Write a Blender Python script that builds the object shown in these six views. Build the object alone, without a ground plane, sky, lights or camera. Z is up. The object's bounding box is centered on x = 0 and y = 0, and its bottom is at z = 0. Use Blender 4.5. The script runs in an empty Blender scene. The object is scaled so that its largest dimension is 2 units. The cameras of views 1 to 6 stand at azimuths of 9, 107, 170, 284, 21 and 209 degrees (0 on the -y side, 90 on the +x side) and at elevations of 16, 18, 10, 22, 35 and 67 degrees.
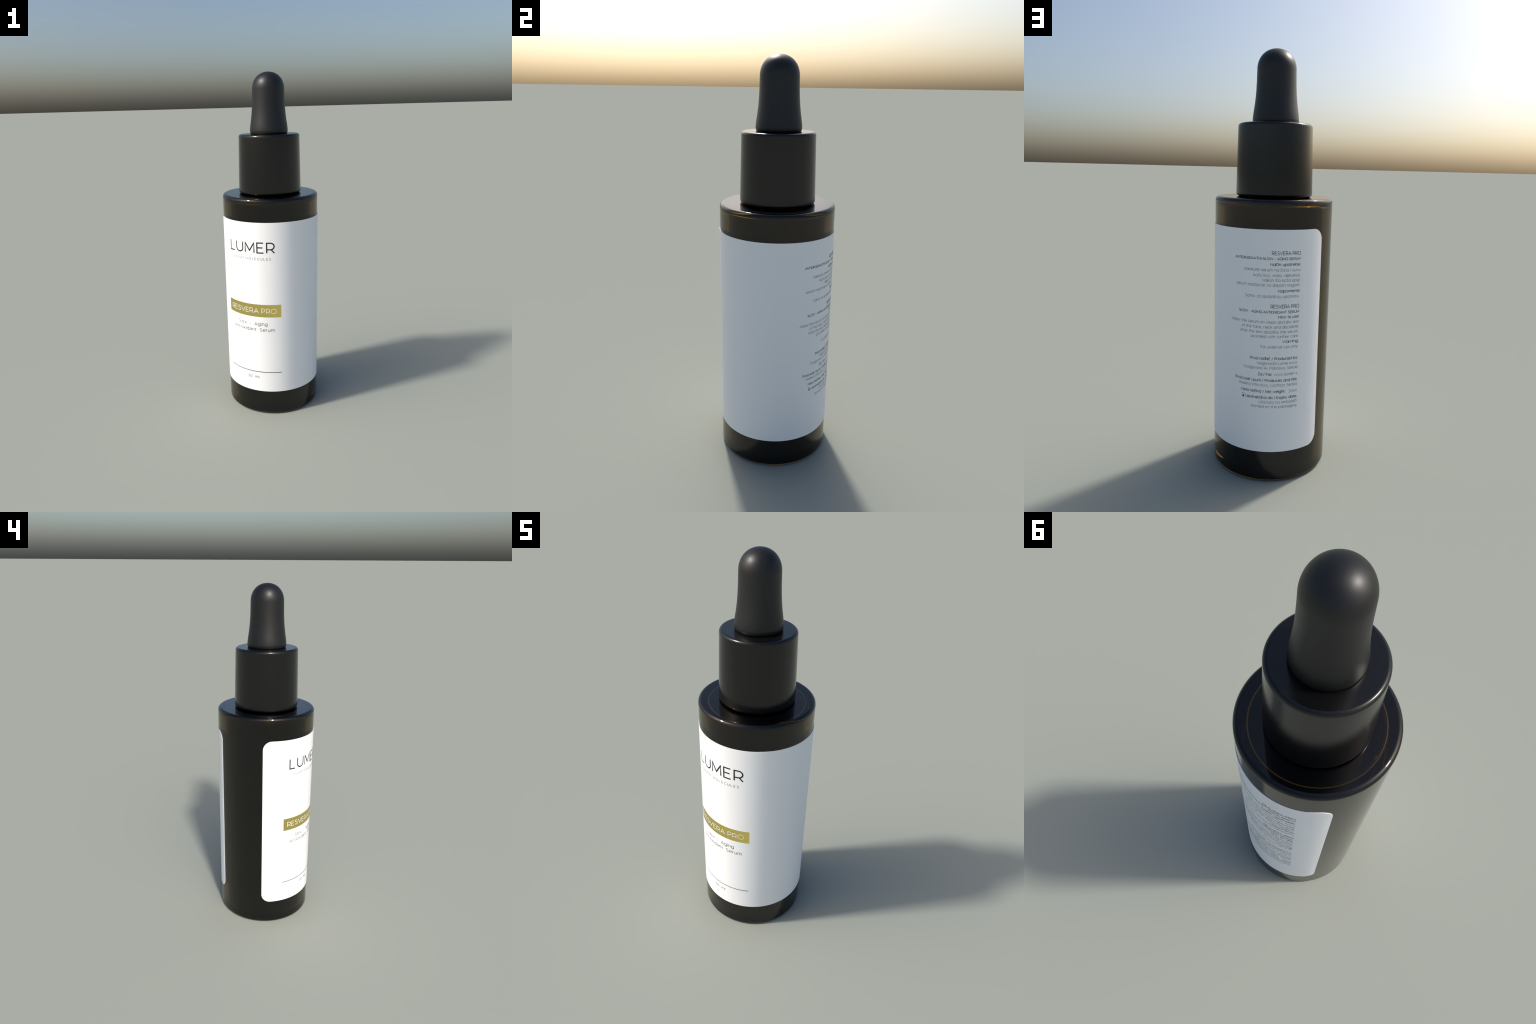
# Amber glass dropper bottle with a wrap-around printed label.
import bpy, math
from math import pi, cos, sin, radians

# ------------------------------------------------------------------ sizes
GLASS_R = 0.2808            # outer radius of the glass
SHOULDER_Z = 1.3232         # flat top of the glass body
WALL = 0.044               # glass wall thickness
EDGE = 0.018               # rounding of shoulder and base edge
LABEL_R = 0.2826
LABEL_Z = (0.1525, 1.1937)
LABEL_TH = (-79.65, 221.7)  # degrees, 0 = -y axis, 90 = +x axis
LABEL_CORNER = 0.052
SEGMENTS = 256


# ------------------------------------------------------------------ materials
def material(name, colour, rough, metallic=0.0, ior=1.5, transmission=0.0, grain=None, bump=0.0, bump_scale=300):
    m = bpy.data.materials.new(name)
    m.use_nodes = True
    nt = m.node_tree
    b = nt.nodes["Principled BSDF"]
    b.inputs["Base Color"].default_value = (*colour, 1)
    b.inputs["Roughness"].default_value = rough
    b.inputs["Metallic"].default_value = metallic
    b.inputs["IOR"].default_value = ior
    b.inputs["Transmission Weight"].default_value = transmission
    if grain or bump:
        tc = nt.nodes.new("ShaderNodeTexCoord")
        nz = nt.nodes.new("ShaderNodeTexNoise")
        nz.inputs["Scale"].default_value = bump_scale
        nz.inputs["Detail"].default_value = 3
        nt.links.new(tc.outputs["Object"], nz.inputs["Vector"])
        if grain:
            ramp = nt.nodes.new("ShaderNodeValToRGB")
            ramp.color_ramp.elements[0].position = 0.3
            ramp.color_ramp.elements[1].position = 0.7
            ramp.color_ramp.elements[0].color = (*[c * (1 - grain) for c in colour], 1)
            ramp.color_ramp.elements[1].color = (*[min(1, c * (1 + grain)) for c in colour], 1)
            nt.links.new(nz.outputs["Fac"], ramp.inputs["Fac"])
            nt.links.new(ramp.outputs["Color"], b.inputs["Base Color"])
        if bump:
            bp = nt.nodes.new("ShaderNodeBump")
            bp.inputs["Strength"].default_value = bump
            bp.inputs["Distance"].default_value = 0.001
            nt.links.new(nz.outputs["Fac"], bp.inputs["Height"])
            nt.links.new(bp.outputs["Normal"], b.inputs["Normal"])
    return m


AMBER = material("amber_glass", (0.080, 0.045, 0.006), 0.02, ior=1.5, transmission=1.0)
PLASTIC = material("black_plastic", (0.003, 0.003, 0.0031), 0.2)
RUBBER = material("black_rubber", (0.0065, 0.0065, 0.0068), 0.43)
PAPER = material("white_label_paper", (0.95, 0.95, 0.95), 0.5)
INK = material("black_ink", (0.005, 0.005, 0.005), 0.5)
GREY_INK = material("grey_ink", (0.10, 0.095, 0.09), 0.5)
WHITE_INK = material("white_ink", (0.95, 0.95, 0.95), 0.5)
GOLD = material("gold_foil", (0.93, 0.76, 0.235), 0.2, metallic=1.0, grain=0.03, bump_scale=500)


# ------------------------------------------------------------------ helpers
def add(name, verts, faces, mat, parent, smooth=True):
    me = bpy.data.meshes.new(name)
    me.from_pydata(verts, [], faces)
    me.materials.append(mat)
    if smooth:
        me.polygons.foreach_set("use_smooth", [True] * len(me.polygons))
    me.update()
    o = bpy.data.objects.new(name, me)
    bpy.context.scene.collection.objects.link(o)
    o.parent = parent
    return o


def lathe(name, profile, mat, parent, closed=False, n=SEGMENTS):
    """Turn an (r, z) profile round the z axis; points with r == 0 become poles."""
    verts, rings = [], []
    for r, z in profile:
        if r < 1e-6:
            rings.append([len(verts)] * n)
            verts.append((0, 0, z))
        else:
            rings.append(list(range(len(verts), len(verts) + n)))
            verts += [(r * cos(2 * pi * i / n), r * sin(2 * pi * i / n), z) for i in range(n)]
    faces = []
    pairs = list(zip(rings, rings[1:])) + ([(rings[-1], rings[0])] if closed else [])
    for a, b in pairs:
        for i in range(n):
            j = (i + 1) % n
            f = []
            for v in (a[i], a[j], b[j], b[i]):
                if v not in f:
                    f.append(v)
            if len(f) > 2:
                faces.append(f)
    return add(name, verts, faces, mat, parent)


def rounded(points, steps=8, support=0.0015):
    """Profile through (r, z, corner radius) points: each corner becomes an arc,
    with a support point just outside each arc end so that flats stay flat."""
    out = []
    for k, (r, z, rad) in enumerate(points):
        if rad <= 0 or k in (0, len(points) - 1):
            out.append((r, z))
            continue
        (r0, z0, _), (r1, z1, _) = points[k - 1], points[k + 1]
        ax, az, bx, bz = r0 - r, z0 - z, r1 - r, z1 - z
        la, lb = math.hypot(ax, az), math.hypot(bx, bz)
        ax, az, bx, bz = ax / la, az / la, bx / lb, bz / lb
        half = math.acos(max(-1, min(1, ax * bx + az * bz))) / 2
        d = rad / math.tan(half)
        mx, mz = ax + bx, az + bz
        ml = math.hypot(mx, mz)
        cr, cz = r + mx / ml * rad / sin(half), z + mz / ml * rad / sin(half)
        p0, p1 = (r + ax * d, z + az * d), (r + bx * d, z + bz * d)
        a0, a1 = math.atan2(p0[1] - cz, p0[0] - cr), math.atan2(p1[1] - cz, p1[0] - cr)
        da = (a1 - a0 + pi) % (2 * pi) - pi
        out.append((p0[0] + ax * support, p0[1] + az * support))
        out += [(cr + rad * cos(a0 + da * i / steps), cz + rad * sin(a0 + da * i / steps)) for i in range(steps + 1)]
        out.append((p1[0] + bx * support, p1[1] + bz * support))
    return out


def on_label(arc, z, lift):
    """Label coordinates (arc length from the -y axis, height) to space."""
    th = arc / LABEL_R
    r = LABEL_R + lift
    return (r * sin(th), -r * cos(th), z)


def patch(name, th0, th1, z0, z1, lift, mat, parent, step=1.0):
    """Thin raised print patch bounded by two angles and two heights."""
    n = max(2, int(abs(th1 - th0) / step))
    verts, faces = [], []
    for i in range(n + 1):
        a = radians(th0 + (th1 - th0) * i / n) * LABEL_R
        verts += [on_label(a, z0, lift), on_label(a, z1, lift), on_label(a, z1, 0), on_label(a, z0, 0)]
    for i in range(n):
        a, b = 4 * i, 4 * i + 4
        faces += [(a, b, b + 1, a + 1), (a + 1, b + 1, b + 2, a + 2), (a + 3, b + 3, b, a)]
    faces += [(0, 1, 2, 3), (4 * n + 3, 4 * n + 2, 4 * n + 1, 4 * n)]
    return add(name, verts, faces, mat, parent, smooth=False)


# ------------------------------------------------------------------ lettering
# A single-line geometric alphabet. Cap height is 1, x-height X. A glyph is its
# ink width and a list of strokes; every stroke is a list of points or arcs.
X = 0.79
ASC = 1.06
DESC = -0.30


def arc(cx, cy, rx, ry, a0, a1, n=None):
    n = n or max(4, int(abs(a1 - a0) / 14))
    return [(cx + rx * cos(radians(a0 + (a1 - a0) * i / n)), cy + ry * sin(radians(a0 + (a1 - a0) * i / n))) for i in range(n + 1)]


def s_shape(w, h):
    """S: two opposite bowls joined by a diagonal spine."""
    r1, r2, c = h * 0.24, h * 0.26, w / 2
    return [arc(c, h - r1, c * 0.92, r1, 35, 180) + arc(c, h - r1, c * 0.92, r1, 180, 262)[1:]
            + arc(c, r2, c, r2, 82, -60)[1:] + arc(c, r2, c, r2, -60, -148)[1:]]


BW = 0.66                       # width of round lower-case bowls
HB = BW / 2
XC = X / 2


def bowl(x0=0.0):
    return arc(x0 + HB, XC, HB, XC, 0, 360)


def arch(x0, w, top=X):
    """Shoulder of n, m, h: from the stem over to a right leg."""
    r = w / 2
    return arc(x0 + r, top - r * 0.95, r, r * 0.95, 180, 0) + [(x0 + w, 0)]


def cup(w):
    r = w / 2
    return [(0, X)] + arc(r, r * 0.95, r, r * 0.95, 180, 360) + [(w, X)]


def dot(x, y):
    return [(x, y - 0.035), (x, y + 0.035)]


GLYPHS = {
    "A": (0.86, [[(0, 0), (0.43, 1), (0.86, 0)], [(0.14, 0.3), (0.72, 0.3)]]),
    "C": (0.86, [arc(0.5, 0.5, 0.5, 0.5, 46, 314)]),
    "D": (0.82, [[(0, 0), (0, 1), (0.32, 1)] + arc(0.32, 0.5, 0.5, 0.5, 90, -90)[1:] + [(0, 0)]]),
    "E": (0.6, [[(0.6, 1), (0, 1), (0, 0), (0.62, 0)], [(0, 0.52), (0.53, 0.52)]]),
    "F": (0.56, [[(0.58, 1), (0, 1), (0, 0)], [(0, 0.5), (0.5, 0.5)]]),
    "G": (0.9, [arc(0.5, 0.5, 0.5, 0.5, 46, 320) + [(0.89, 0.47), (0.52, 0.47)]]),
    "H": (0.76, [[(0, 0), (0, 1)], [(0.76, 0), (0.76, 1)], [(0, 0.52), (0.76, 0.52)]]),
    "I": (0.0, [[(0, 0), (0, 1)]]),
    "K": (0.7, [[(0, 0), (0, 1)], [(0.66, 1), (0, 0.38)], [(0.24, 0.6), (0.7, 0)]]),
    "L": (0.56, [[(0, 1), (0, 0), (0.56, 0)]]),
    "M": (0.92, [[(0, 0), (0, 1), (0.46, 0.2), (0.92, 1), (0.92, 0)]]),
    "N": (0.74, [[(0, 0), (0, 1), (0.74, 0), (0.74, 1)]]),
    "O": (1.02, [arc(0.51, 0.5, 0.51, 0.51, 0, 360)]),
    "P": (0.64, [[(0, 0), (0, 1), (0.32, 1)] + arc(0.32, 0.67, 0.32, 0.33, 90, -90)[1:] + [(0, 0.34)]]),
    "R": (0.68, [[(0, 0), (0, 1), (0.34, 1)] + arc(0.34, 0.67, 0.32, 0.33, 90, -90)[1:] + [(0, 0.34)], [(0.4, 0.34), (0.68, 0)]]),
    "S": (0.62, s_shape(0.62, 1)),
    "T": (0.7, [[(0, 1), (0.7, 1)], [(0.35, 1), (0.35, 0)]]),
    "U": (0.74, [[(0, 1)] + arc(0.37, 0.37, 0.37, 0.37, 180, 360) + [(0.74, 1)]]),
    "V": (0.86, [[(0, 1), (0.43, 0), (0.86, 1)]]),
    "W": (1.26, [[(0, 1), (0.33, 0), (0.63, 0.96), (0.93, 0), (1.26, 1)]]),
    "X": (0.74, [[(0, 0), (0.74, 1)], [(0, 1), (0.74, 0)]]),
    "Z": (0.66, [[(0, 1), (0.66, 1), (0, 0), (0.66, 0)]]),
    "a": (BW, [bowl(), [(BW, 0), (BW, X)]]),
    "@": (0.56, [arc(0.3, X - 0.27, 0.26, 0.27, 150, 0) + [(0.56, 0)], [(0.56, 0.45), (0.24, 0.45)] + arc(0.24, 0.225, 0.24, 0.225, 90, 330)[1:] + [(0.56, 0.16)]]),
    "b": (BW, [bowl(), [(0, 0), (0, ASC)]]),
    "c": (0.58, [arc(HB, XC, HB, XC, 48, 312)]),
    "d": (BW, [bowl(), [(BW, 0), (BW, ASC)]]),
    "e": (BW, [[(0.02, XC), (BW, XC)] + arc(HB, XC, HB, XC, 0, 318)[1:]]),
    "f": (0.34, [[(0.12, 0), (0.12, 0.84)] + arc(0.32, 0.84, 0.2, 0.2, 180, 95)[1:], [(0, X - 0.02), (0.32, X - 0.02)]]),
    "g": (BW, [bowl(), [(BW, X), (BW, 0)] + arc(HB, 0, HB, 0.3, 0, -150)[1:]]),
    "h": (0.56, [[(0, 0), (0, ASC)], arch(0, 0.56)]),
    "i": (0.0, [[(0, 0), (0, X)], dot(0, 1.0)]),
    "j": (0.12, [[(0.12, X), (0.12, -0.12)] + arc(-0.04, -0.12, 0.16, 0.17, 0, -95)[1:], dot(0.12, 1.0)]),
    "k": (0.54, [[(0, 0), (0, ASC)], [(0.5, X), (0, 0.3)], [(0.18, 0.46), (0.54, 0)]]),
    "l": (0.0, [[(0, 0), (0, ASC)]]),
    "m": (0.96, [[(0, 0), (0, X)], arch(0, 0.48), arch(0.48, 0.48)]),
    "n": (0.56, [[(0, 0), (0, X)], arch(0, 0.56)]),
    "o": (BW, [bowl()]),
    "p": (BW, [bowl(), [(0, DESC), (0, X)]]),
    "r": (0.3, [[(0, 0), (0, X)], arc(0.3, X - 0.3, 0.3, 0.3, 180, 92)]),
    "s": (0.46, s_shape(0.46, X)),
    "t": (0.34, [[(0.13, 1.0), (0.13, 0.2)] + arc(0.31, 0.19, 0.18, 0.19, 180, 268)[1:], [(0, X - 0.02), (0.33, X - 0.02)]]),
    "u": (0.56, [cup(0.56), [(0.56, X), (0.56, 0)]]),
    "v": (0.6, [[(0, X), (0.3, 0), (0.6, X)]]),
    "w": (0.94, [[(0, X), (0.25, 0), (0.47, X - 0.04), (0.69, 0), (0.94, X)]]),
    "x": (0.56, [[(0, 0), (0.56, X)], [(0, X), (0.56, 0)]]),
    "y": (0.6, [[(0, X), (0.3, 0.02)], [(0.6, X), (0.16, DESC)]]),
    "z": (0.5, [[(0, X), (0.5, X), (0, 0), (0.5, 0)]]),
    "0": (0.74, [arc(0.37, 0.5, 0.37, 0.5, 0, 360)]),
    "1": (0.2, [[(0, 0.92), (0.2, 1), (0.2, 0)]]),
    "3": (0.58, [[(0.02, 1), (0.52, 1), (0.24, 0.6)] + arc(0.26, 0.31, 0.32, 0.31, 88, -140)]),
    "4": (0.7, [[(0.5, 0), (0.5, 1), (0, 0.26), (0.7, 0.26)]]),
    "-": (0.32, [[(0, 0.42), (0.32, 0.42)]]),
    ":": (0.0, [dot(0, 0.05), dot(0, 0.56)]),
    ".": (0.0, [dot(0, 0.04)]),
    ",": (0.08, [[(0.08, 0.08), (0.0, -0.16)]]),
    "/": (0.34, [[(0, -0.1), (0.34, 1.0)]]),
}
CARON = lambda c: [[(c - 0.16, 1.12), (c, 0.95), (c + 0.16, 1.12)]]
for plain, accented in (("c", "č"), ("s", "š"), ("z", "ž")):
    w, st = GLYPHS[plain]
    GLYPHS[accented] = (w, st + CARON(w / 2))
GLYPHS["é"] = (BW, GLYPHS["e"][1] + [[(0.28, 0.92), (0.46, 1.12)]])
GLYPHS["đ"] = (BW, GLYPHS["d"][1] + [[(0.4, 0.93), (0.82, 0.93)]])
ROUND, SLANT = set("CGOacdegoqčđé0"), set("AVWXvwxyTr/fLtkK")
SPACE = 0.42


def gap(a, b, tracking):
    g = 0.27
    for c in (a, b):
        g -= 0.05 if c in ROUND else 0.06 if c in SLANT else 0.0
    return g + tracking


def layout(text, tracking=0.0):
    """Pen positions of the glyphs of a line and the ink width of the line."""
    x, placed, last = 0.0, [], None
    for c in text:
        if c == " ":
            x += SPACE
            continue
        if last:
            x += gap(last, c, tracking)
        placed.append((c, x))
        x += GLYPHS[c][0]
        last = c
    return placed, x


def ribbon(points, w):
    """Left and right borders of a stroke of width w, mitred at the bends."""
    pts = [points[0]]
    for p in points[1:]:
        if math.dist(p, pts[-1]) > 1e-7:
            pts.append(p)
    loop = math.dist(pts[0], pts[-1]) < 1e-6 and len(pts) > 3
    n = len(pts)
    left, right = [], []
    for i, (x, y) in enumerate(pts):
        prev = pts[i - 1] if i else (pts[-2] if loop else None)
        nxt = pts[i + 1] if i < n - 1 else (pts[1] if loop else None)
        dirs = []
        if prev:
            d = math.dist(prev, (x, y))
            dirs.append(((x - prev[0]) / d, (y - prev[1]) / d))
        if nxt:
            d = math.dist(nxt, (x, y))
            dirs.append(((nxt[0] - x) / d, (nxt[1] - y) / d))
        tx, ty = sum(d[0] for d in dirs), sum(d[1] for d in dirs)
        tl = math.hypot(tx, ty)
        if tl < 1e-3:
            tx, ty, tl = dirs[0][0], dirs[0][1], 1
        nx, ny = -ty / tl, tx / tl
        c = max(0.58, abs(dirs[0][0] * tx + dirs[0][1] * ty) / tl)
        left.append((x + nx * w / 2 / c, y + ny * w / 2 / c))
        right.append((x - nx * w / 2 / c, y - ny * w / 2 / c))
    return left, right


def dense(points, limit):
    out = [points[0]]
    for a, b in zip(points, points[1:]):
        k = max(1, math.ceil(abs(b[0] - a[0]) / limit))
        out += [(a[0] + (b[0] - a[0]) * i / k, a[1] + (b[1] - a[1]) * i / k) for i in range(1, k + 1)]
    return out


def write(glyphs, x0, base, cap, sx, weight, mat, parent, lift, name="printed_text"):
    """Lay stroke glyphs [(char, pen, width scale)] onto the label as raised ink."""
    verts, faces = [], []
    level = 0
    for c, pen, gs in glyphs:
        for k, stroke in enumerate(GLYPHS[c][1]):
            pts = [(x0 + (pen + px * gs) * sx, base + weight / 2 + py * (cap - weight)) for px, py in stroke]
            wide = weight
            if len(stroke) == 2 and math.dist(*stroke) < 0.08:      # a dot: square, a little heavier than the strokes
                (dx, y0), (_, y1) = pts
                wide, mid = weight * 1.25, (y0 + y1) / 2
                pts = [(dx, mid - wide / 2), (dx, mid + wide / 2)]
            left, right = ribbon(dense(pts, 0.008), wide)
            h = lift + 0.00006 * (level % 3)
            level += 1
            s = len(verts)
            for a, b in zip(left, right):
                verts += [on_label(*a, h), on_label(*b, h)]
            for i in range(len(left) - 1):
                faces.append((s + 2 * i, s + 2 * i + 1, s + 2 * i + 3, s + 2 * i + 2))
    return add(name, verts, faces, mat, parent, smooth=False)


def line(text, th0, th1, base, cap, weight, mat, parent, lift=0.0003, tracking=0.0):
    """One line of lettering, fitted between two angles on the label."""
    placed, width = layout(text, tracking)
    a0, a1 = radians(th0) * LABEL_R + weight / 2, radians(th1) * LABEL_R - weight / 2
    sx = (a1 - a0) / width
    return write([(c, p, 1) for c, p in placed], a0, base, cap, sx, weight, mat, parent, lift)


# ------------------------------------------------------------------ the thing
root = bpy.data.objects.new("dropper_bottle", None)
bpy.context.scene.collection.objects.link(root)
root.location.x = -(LABEL_R - GLASS_R) / 2   # the label stands proud on all sides but -x
root["label"] = "dark amber glass dropper bottle with black cap and white label"
root["category"] = "dropper bottle"

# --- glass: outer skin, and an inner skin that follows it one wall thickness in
NECK_R, NECK_TOP = 0.167, 1.56
outer = rounded([(0.0, 0.0, 0), (GLASS_R, 0.0, 0.0165), (GLASS_R, SHOULDER_Z, EDGE), (NECK_R, SHOULDER_Z, 0.004), (NECK_R, NECK_TOP, 0.008), (NECK_R - WALL, NECK_TOP, 0)])

ROOF, FLOOR, HOLLOW_EDGE = 1.2945, 0.032, 0.0145
inner = rounded([(NECK_R - WALL, NECK_TOP, 0), (NECK_R - WALL, ROOF, 0.004), (GLASS_R - WALL, ROOF, HOLLOW_EDGE), (GLASS_R - WALL, FLOOR, 0.012), (0.0, FLOOR, 0)])
glass = lathe("glass_body", outer + inner[1:], AMBER, root)

# --- screw cap: slightly conical collar, hollow underneath
cap_profile = rounded([(0.0, 1.6615, 0), (0.1756, 1.6615, 0.014), (0.1828, 1.3250, 0.013), (0.1685, 1.3250, 0.0005), (0.1685, 1.60, 0.004), (0.0, 1.60, 0)])
lathe("screw_cap", cap_profile[::-1], PLASTIC, root)

# --- rubber bulb: flared foot, long neck, round dome
BULB = [(0.1048, 1.6625), (0.1078, 1.668), (0.1089, 1.676), (0.1090, 1.684), (0.1063, 1.709), (0.1003, 1.750), (0.0956, 1.794), (0.0930, 1.840), (0.0919, 1.880), (0.0914, 1.906)]
DOME_Z, DOME_R = 1.906, 0.0914


def through(points, steps=5):
    """Catmull-Rom curve through profile points."""
    out = []
    for k in range(len(points) - 1):
        p0, p1, p2, p3 = (points[min(max(j, 0), len(points) - 1)] for j in (k - 1, k, k + 1, k + 2))
        for i in range(steps):
            t = i / steps
            out.append(tuple(0.5 * (2 * p1[d] + (p2[d] - p0[d]) * t + (2 * p0[d] - 5 * p1[d] + 4 * p2[d] - p3[d]) * t * t
                                    + (3 * p1[d] - p0[d] - 3 * p2[d] + p3[d]) * t ** 3) for d in (0, 1)))
    return out


bulb = [(0.0, 1.6608), (0.1015, 1.6608)] + through(BULB)
for i in range(33):
    t = pi / 2 * i / 32
    bulb.append((DOME_R * cos(t) ** 0.95 if i < 32 else 0.0, DOME_Z + (2.0 - DOME_Z) * sin(t) ** 0.95))
lathe("rubber_bulb", bulb, RUBBER, root)

# --- label: a curved sheet with rounded corners
def label_columns():
    a0, a1 = (radians(t) * LABEL_R for t in LABEL_TH)
    c = LABEL_CORNER
    cols = [(a0 + c - c * cos(pi / 2 * i / 10), c - c * sin(pi / 2 * i / 10)) for i in range(11)]
    n = 200
    cols += [(a0 + c + (a1 - a0 - 2 * c) * i / n, 0.0) for i in range(1, n)]
    cols += [(a1 - c + c * sin(pi / 2 * i / 10), c - c * cos(pi / 2 * i / 10)) for i in range(11)]
    return cols


verts, faces = [], []
for a, inset in label_columns():
    lo, hi = LABEL_Z[0] + inset, LABEL_Z[1] - inset
    back = GLASS_R + 0.0003 - LABEL_R
    verts += [on_label(a, lo, 0), on_label(a, hi, 0), on_label(a, hi, back), on_label(a, lo, back)]
n = len(verts) // 4
for i in range(n - 1):
    a, b = 4 * i, 4 * i + 4
    faces += [(a + k, b + k, b + (k + 1) % 4, a + (k + 1) % 4) for k in range(4)]
faces += [(0, 1, 2, 3), (4 * n - 1, 4 * n - 2, 4 * n - 3, 4 * n - 4)]
label = add("label", verts, faces, PAPER, root)
label.data.set_sharp_from_angle(angle=radians(40))

# --- front print
WORDMARK = [("L", -48.15, -39.6), ("U", -37.35, -26.6), ("M", -24.5, -11.95), ("E", -9.72, -0.7), ("R", 1.6, 11.73)]
w = 0.0069
marks = []
for c, t0, t1 in WORDMARK:
    a0, a1 = radians(t0) * LABEL_R + w / 2, radians(t1) * LABEL_R - w / 2
    ink = max(p[0] for st in GLYPHS[c][1] for p in st)
    marks.append((c, a0, (a1 - a0) / ink))
write(marks, 0.0, 1.0178, 0.0645, 1.0, w, INK, label, 0.0003)
line("SMART MOLECULES", -42.7, 6.9, 0.9780, 0.0147, 0.0016, GREY_INK, label, tracking=0.52)
patch("gold_band", -53.75, 17.88, 0.6345, 0.7112, 0.0004, GOLD, label)
line("RESVERA PRO", -48.7, 12.5, 0.6565, 0.0310, 0.0025, WHITE_INK, label, lift=0.0008)
line("Slow  -  Aging", -37.0, 1.4, 0.5795, 0.0205, 0.0021, INK, label, tracking=0.06)
line("Antioxid@nt  Serum", -45.3, 10.0, 0.5433, 0.0205, 0.0021, INK, label, tracking=0.06)
patch("rule_line", -53.75, 17.86, 0.2783, 0.2820, 0.0003, INK, label)
line("30  ml", -25.3, -10.2, 0.2352, 0.0185, 0.0021, INK, label, tracking=0.06)

# --- back print: right-aligned lines (text, left angle, right angle, baseline, weight)
THIN, MEDIUM, REGULAR = 0.0010, 0.0018, 0.0017
RIGHT = 196.4
BACK = [
    ("RESVERA PRO", 169.6, RIGHT, 1.0820, 0.0165, 0.0019),
    ("ANTIOKSIDANTNI SLOW - AGING SERUM", 134.2, RIGHT, 1.0598, 0.0120, REGULAR),
    ("Način upotrebe:", 168.5, RIGHT, 1.0338, 0.0128, MEDIUM),
    ("Nanesite serum na čistu i suvu", 143.9, RIGHT, 1.0093, 0.0124, THIN),
    ("kožu lica, vrata i dekoltea.", 153.4, RIGHT, 0.9848, 0.0124, THIN),
    ("Nakon što koža upije", 161.6, RIGHT, 0.9630, 0.0124, THIN),
    ("serum nastavite sa daljom negom.", 136.1, RIGHT, 0.9408, 0.0124, THIN),
    ("Napomena:", 175.8, RIGHT, 0.9145, 0.0128, MEDIUM),
    ("Samo za spoljašnju upotrebu.", 145.6, RIGHT, 0.8897, 0.0124, THIN),
    ("RESVERA PRO", 169.6, RIGHT, 0.8420, 0.0165, 0.0019),
    ("SLOW - AGING ANTIOXIDANT SERUM", 139.1, RIGHT, 0.8185, 0.0120, REGULAR),
    ("How to use:", 176.6, RIGHT, 0.7957, 0.0128, MEDIUM),
    ("Apply the serum on clean and dry skin", 130.6, RIGHT, 0.7717, 0.0124, THIN),
    ("of the face, neck and décolleté.", 142.3, RIGHT, 0.7488, 0.0124, THIN),
    ("After the skin absorbs the serum,", 140.3, RIGHT, 0.7262, 0.0124, THIN),
    ("proceed with further care.", 151.7, RIGHT, 0.7046, 0.0124, THIN),
    ("Warning:", 180.9, RIGHT, 0.6808, 0.0128, MEDIUM),
    ("For external use only.", 161.0, RIGHT, 0.6560, 0.0124, THIN),
    ("Proizvođač / Produced by:", 151.2, RIGHT, 0.6010, 0.0128, MEDIUM),
    ("Nega kože Lume d.o.o,", 158.1, RIGHT, 0.5786, 0.0124, THIN),
    ("Osogovska 14, Pančevo, Serbia", 144.5, RIGHT, 0.5562, 0.0124, THIN),
    ("Za / For:", 158.8, 172.0, 0.5262, 0.0128, MEDIUM),
    ("www.lumer.rs", 173.9, RIGHT, 0.5262, 0.0124, THIN),
    ("Proizvodi i puni / Produces and fills:", 135.8, RIGHT, 0.4970, 0.0128, MEDIUM),
    ("Hedera Vita d.o.o., Loznica, Serbia", 140.0, RIGHT, 0.4745, 0.0124, THIN),
    ("Neto težina / Net weight:", 142.9, 184.8, 0.4438, 0.0128, MEDIUM),
    ("30ml", 188.0, RIGHT, 0.4425, 0.0124, THIN),
    ("Upotrebljivo do / Expiry date:", 147.0, RIGHT, 0.4143, 0.0128, MEDIUM),
    ("Utisnuto na ambalaži", 160.1, RIGHT, 0.3920, 0.0124, THIN),
    ("Printed on the packaging", 153.0, RIGHT, 0.3701, 0.0124, THIN),
]
for text, t0, t1, base, cap, weight in BACK:
    line(text, t0, t1, base, cap * 1.06, weight, INK, label)

# hourglass symbol before the expiry line: outlined top, filled bottom
h0, h1, hz, hh = (radians(143.7) * LABEL_R, radians(145.8) * LABEL_R, 0.4143, 0.0160)
hm = (h0 + h1) / 2
outline = [[(h0, hz), (h1, hz)], [(h0, hz + hh), (h1, hz + hh)],
           [(h0 + 0.001, hz + hh), (h0 + 0.001, hz + hh * 0.75), (hm, hz + hh / 2), (h1 - 0.001, hz + hh * 0.75), (h1 - 0.001, hz + hh)]]
verts, faces = [], []
for k, st in enumerate(outline):
    le, ri = ribbon(st, 0.0012)
    s = len(verts)
    for a, b in zip(le, ri):
        verts += [on_label(*a, 0.0003 + 0.00006 * k), on_label(*b, 0.0003 + 0.00006 * k)]
    faces += [(s + 2 * i, s + 2 * i + 1, s + 2 * i + 3, s + 2 * i + 2) for i in range(len(le) - 1)]
s = len(verts)
verts += [on_label(x, z, 0.0005) for x, z in ((h0 + 0.0006, hz), (h1 - 0.0006, hz), (h1 - 0.0006, hz + hh * 0.25), (hm, hz + hh * 0.55), (h0 + 0.0006, hz + hh * 0.25))]
faces.append((s, s + 1, s + 2, s + 3, s + 4))
add("hourglass_symbol", verts, faces, INK, label, smooth=False)
